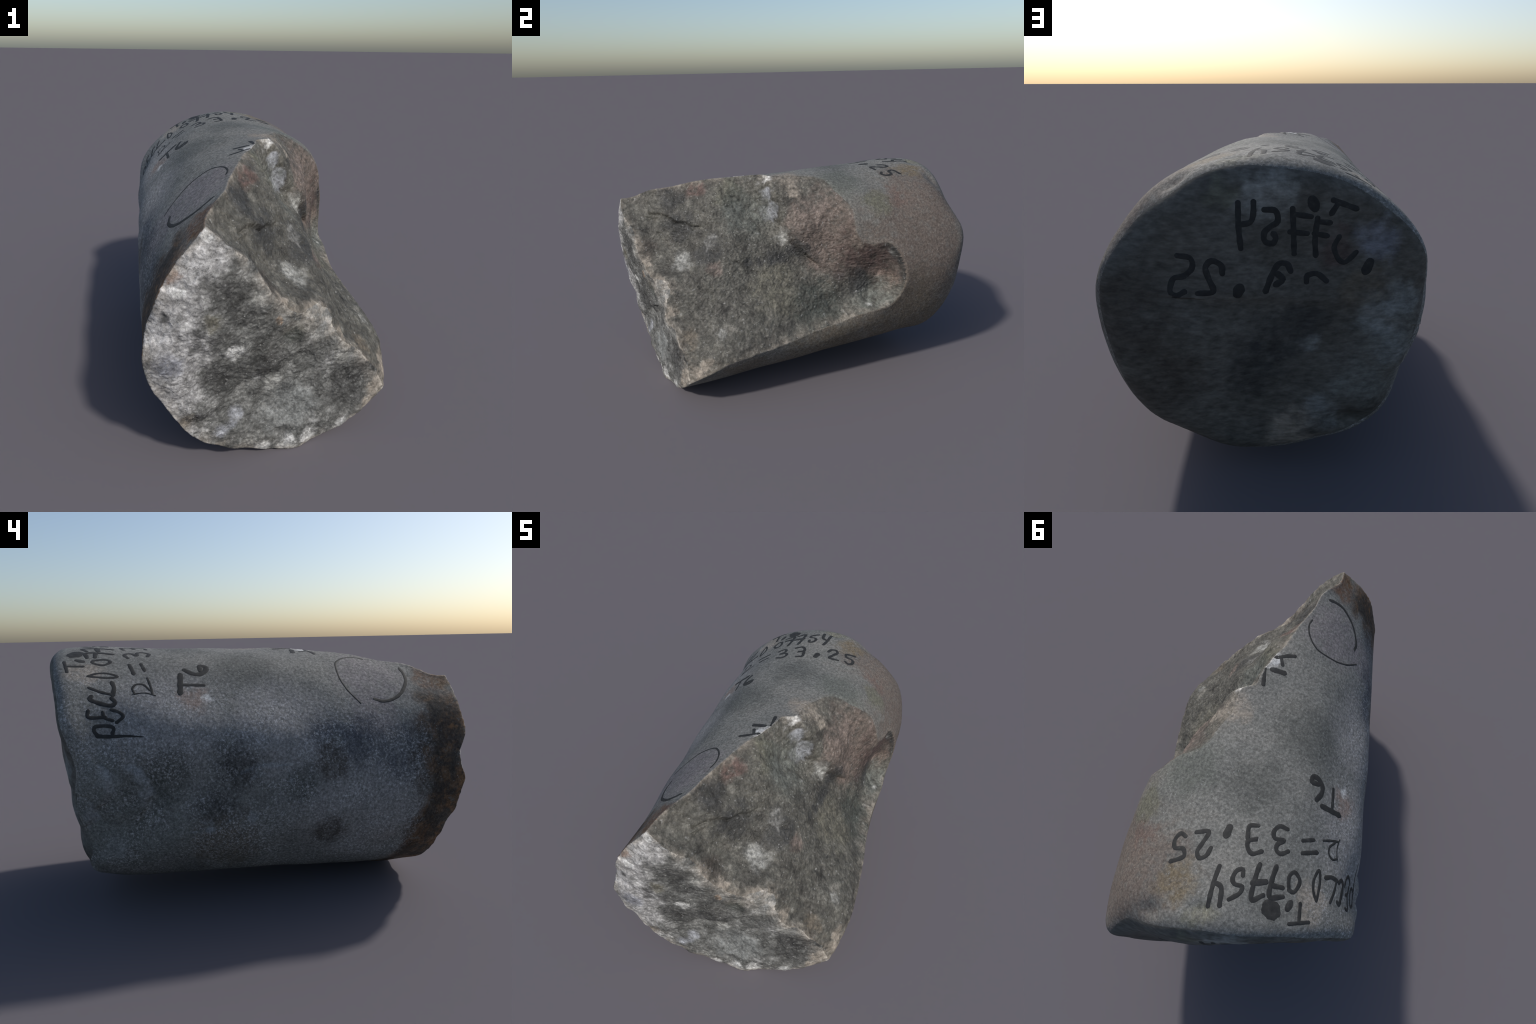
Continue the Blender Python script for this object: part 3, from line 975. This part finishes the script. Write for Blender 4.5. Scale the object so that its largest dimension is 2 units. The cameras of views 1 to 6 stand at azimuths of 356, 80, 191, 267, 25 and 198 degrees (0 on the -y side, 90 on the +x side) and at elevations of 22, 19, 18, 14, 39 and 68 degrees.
write(NUMERAL, "side", (0.020, (94.8, 0.71), (94.5, 0.689), (92.3, 0.696), (91, 0.727), (92.2, 0.747), (95, 0.752), (94.5, 0.777), (90.9, 0.802)))
write(NUMERAL, "side", (0.021, (85.2, 0.688), (84, 0.743), (82.9, 0.831)),
      (0.022, (84.1, 0.747), (87.2, 0.765), (87.5, 0.826)))
# first line: T, a full stop and a scribbled-out blot
write(LETTER, "side", (0.018, (119.8, 0.777), (119.9, 0.84)),
      (0.017, (115.8, 0.856), (124.3, 0.837)))
write(DOT, "side", (0.031, (115.3, 0.784), (114.5, 0.8)))
write(BLOT, "side", (0.055, (106.6, 0.806), (109, 0.811), (108.4, 0.834), (106.4, 0.823)))
# fourth line: T6
write(NUMERAL, "side", (0.028, (122.6, 0.35), (124.8, 0.32), (125.1, 0.286), (122.8, 0.26), (119.8, 0.257), (119.3, 0.281), (122.2, 0.283)))
write(LETTER, "side", (0.029, (126, 0.371), (136.7, 0.377)),
      (0.020, (132, 0.375), (132, 0.276)))
# a ring near the tip, and a half-lost mark at the edge of the split
write(RING, "side", (0.010, (110.5, -0.516), (109.2, -0.479), (109.9, -0.426), (113.3, -0.376), (117.5, -0.358), (125.9, -0.356), (132.1, -0.371), (136.1, -0.388), (139.3, -0.407), (141.8, -0.423)),
      (0.019, (139.5, -0.497), (140.7, -0.534), (139.7, -0.58), (136.7, -0.627), (132.5, -0.659), (127.6, -0.682), (122.7, -0.683), (119.3, -0.677)))
write(MARK, "side", (0.023, (96, -0.262), (100.1, -0.279), (103.9, -0.288)),
      (0.019, (98.1, -0.262), (99.1, -0.231)),
      (0.030, (95.2, -0.197), (100.1, -0.192)),
      (0.022, (91.2, -0.205), (91.8, -0.117)))
# on the cut end the same writing shows again, turned over and cut short
write(NUMERAL, "cut", (0.020, (0.091, 0.404), (0.091, 0.338), (0.086, 0.269)),
      (0.020, (0.046, 0.407), (0.047, 0.373), (0.056, 0.348), (0.084, 0.341)))
write(NUMERAL, "cut", (0.021, (0.013, 0.385), (-0.018, 0.381), (-0.024, 0.349), (-0.002, 0.333), (0.016, 0.314), (0.014, 0.288), (-0.008, 0.28), (-0.018, 0.296), (-0.012, 0.31)))
write(NUMERAL, "cut", (0.020, (-0.068, 0.386), (-0.071, 0.318), (-0.073, 0.246)),
      (0.020, (-0.071, 0.37), (-0.121, 0.362)),
      (0.020, (-0.062, 0.315), (-0.11, 0.309)))
write(NUMERAL, "cut", (0.020, (-0.142, 0.355), (-0.136, 0.294), (-0.139, 0.238)),
      (0.020, (-0.147, 0.345), (-0.179, 0.341)),
      (0.020, (-0.135, 0.308), (-0.171, 0.3)))
write(NUMERAL, "cut", (0.019, (-0.209, 0.295), (-0.195, 0.264), (-0.207, 0.227), (-0.227, 0.212), (-0.247, 0.226), (-0.263, 0.243)))
write(BLOT, "cut", (0.037, (-0.127, 0.408), (-0.132, 0.393)))
write(LETTER, "cut", (0.020, (-0.202, 0.4), (-0.184, 0.371)),
      (0.020, (-0.189, 0.41), (-0.257, 0.383)))
write(NUMERAL, "cut", (0.021, (0.279, 0.241), (0.24, 0.235), (0.236, 0.204), (0.264, 0.176), (0.297, 0.166), (0.31, 0.126), (0.292, 0.111), (0.265, 0.125)))
write(NUMERAL, "cut", (0.022, (0.144, 0.19), (0.146, 0.215), (0.174, 0.229), (0.194, 0.208), (0.187, 0.172), (0.174, 0.128), (0.22, 0.121)))
write(DOT, "cut", (0.038, (0.094, 0.136), (0.099, 0.122)))
write(NUMERAL, "cut", (0.022, (-0.062, 0.189), (-0.052, 0.211), (-0.027, 0.213), (-0.007, 0.181), (0.014, 0.125)),
      (0.024, (-0.023, 0.18), (-0.039, 0.161), (-0.019, 0.146)))
write(NUMERAL, "cut", (0.021, (-0.173, 0.153), (-0.145, 0.176), (-0.115, 0.171), (-0.112, 0.152)))
write(DOT, "cut", (0.036, (-0.307, 0.207), (-0.298, 0.185)))
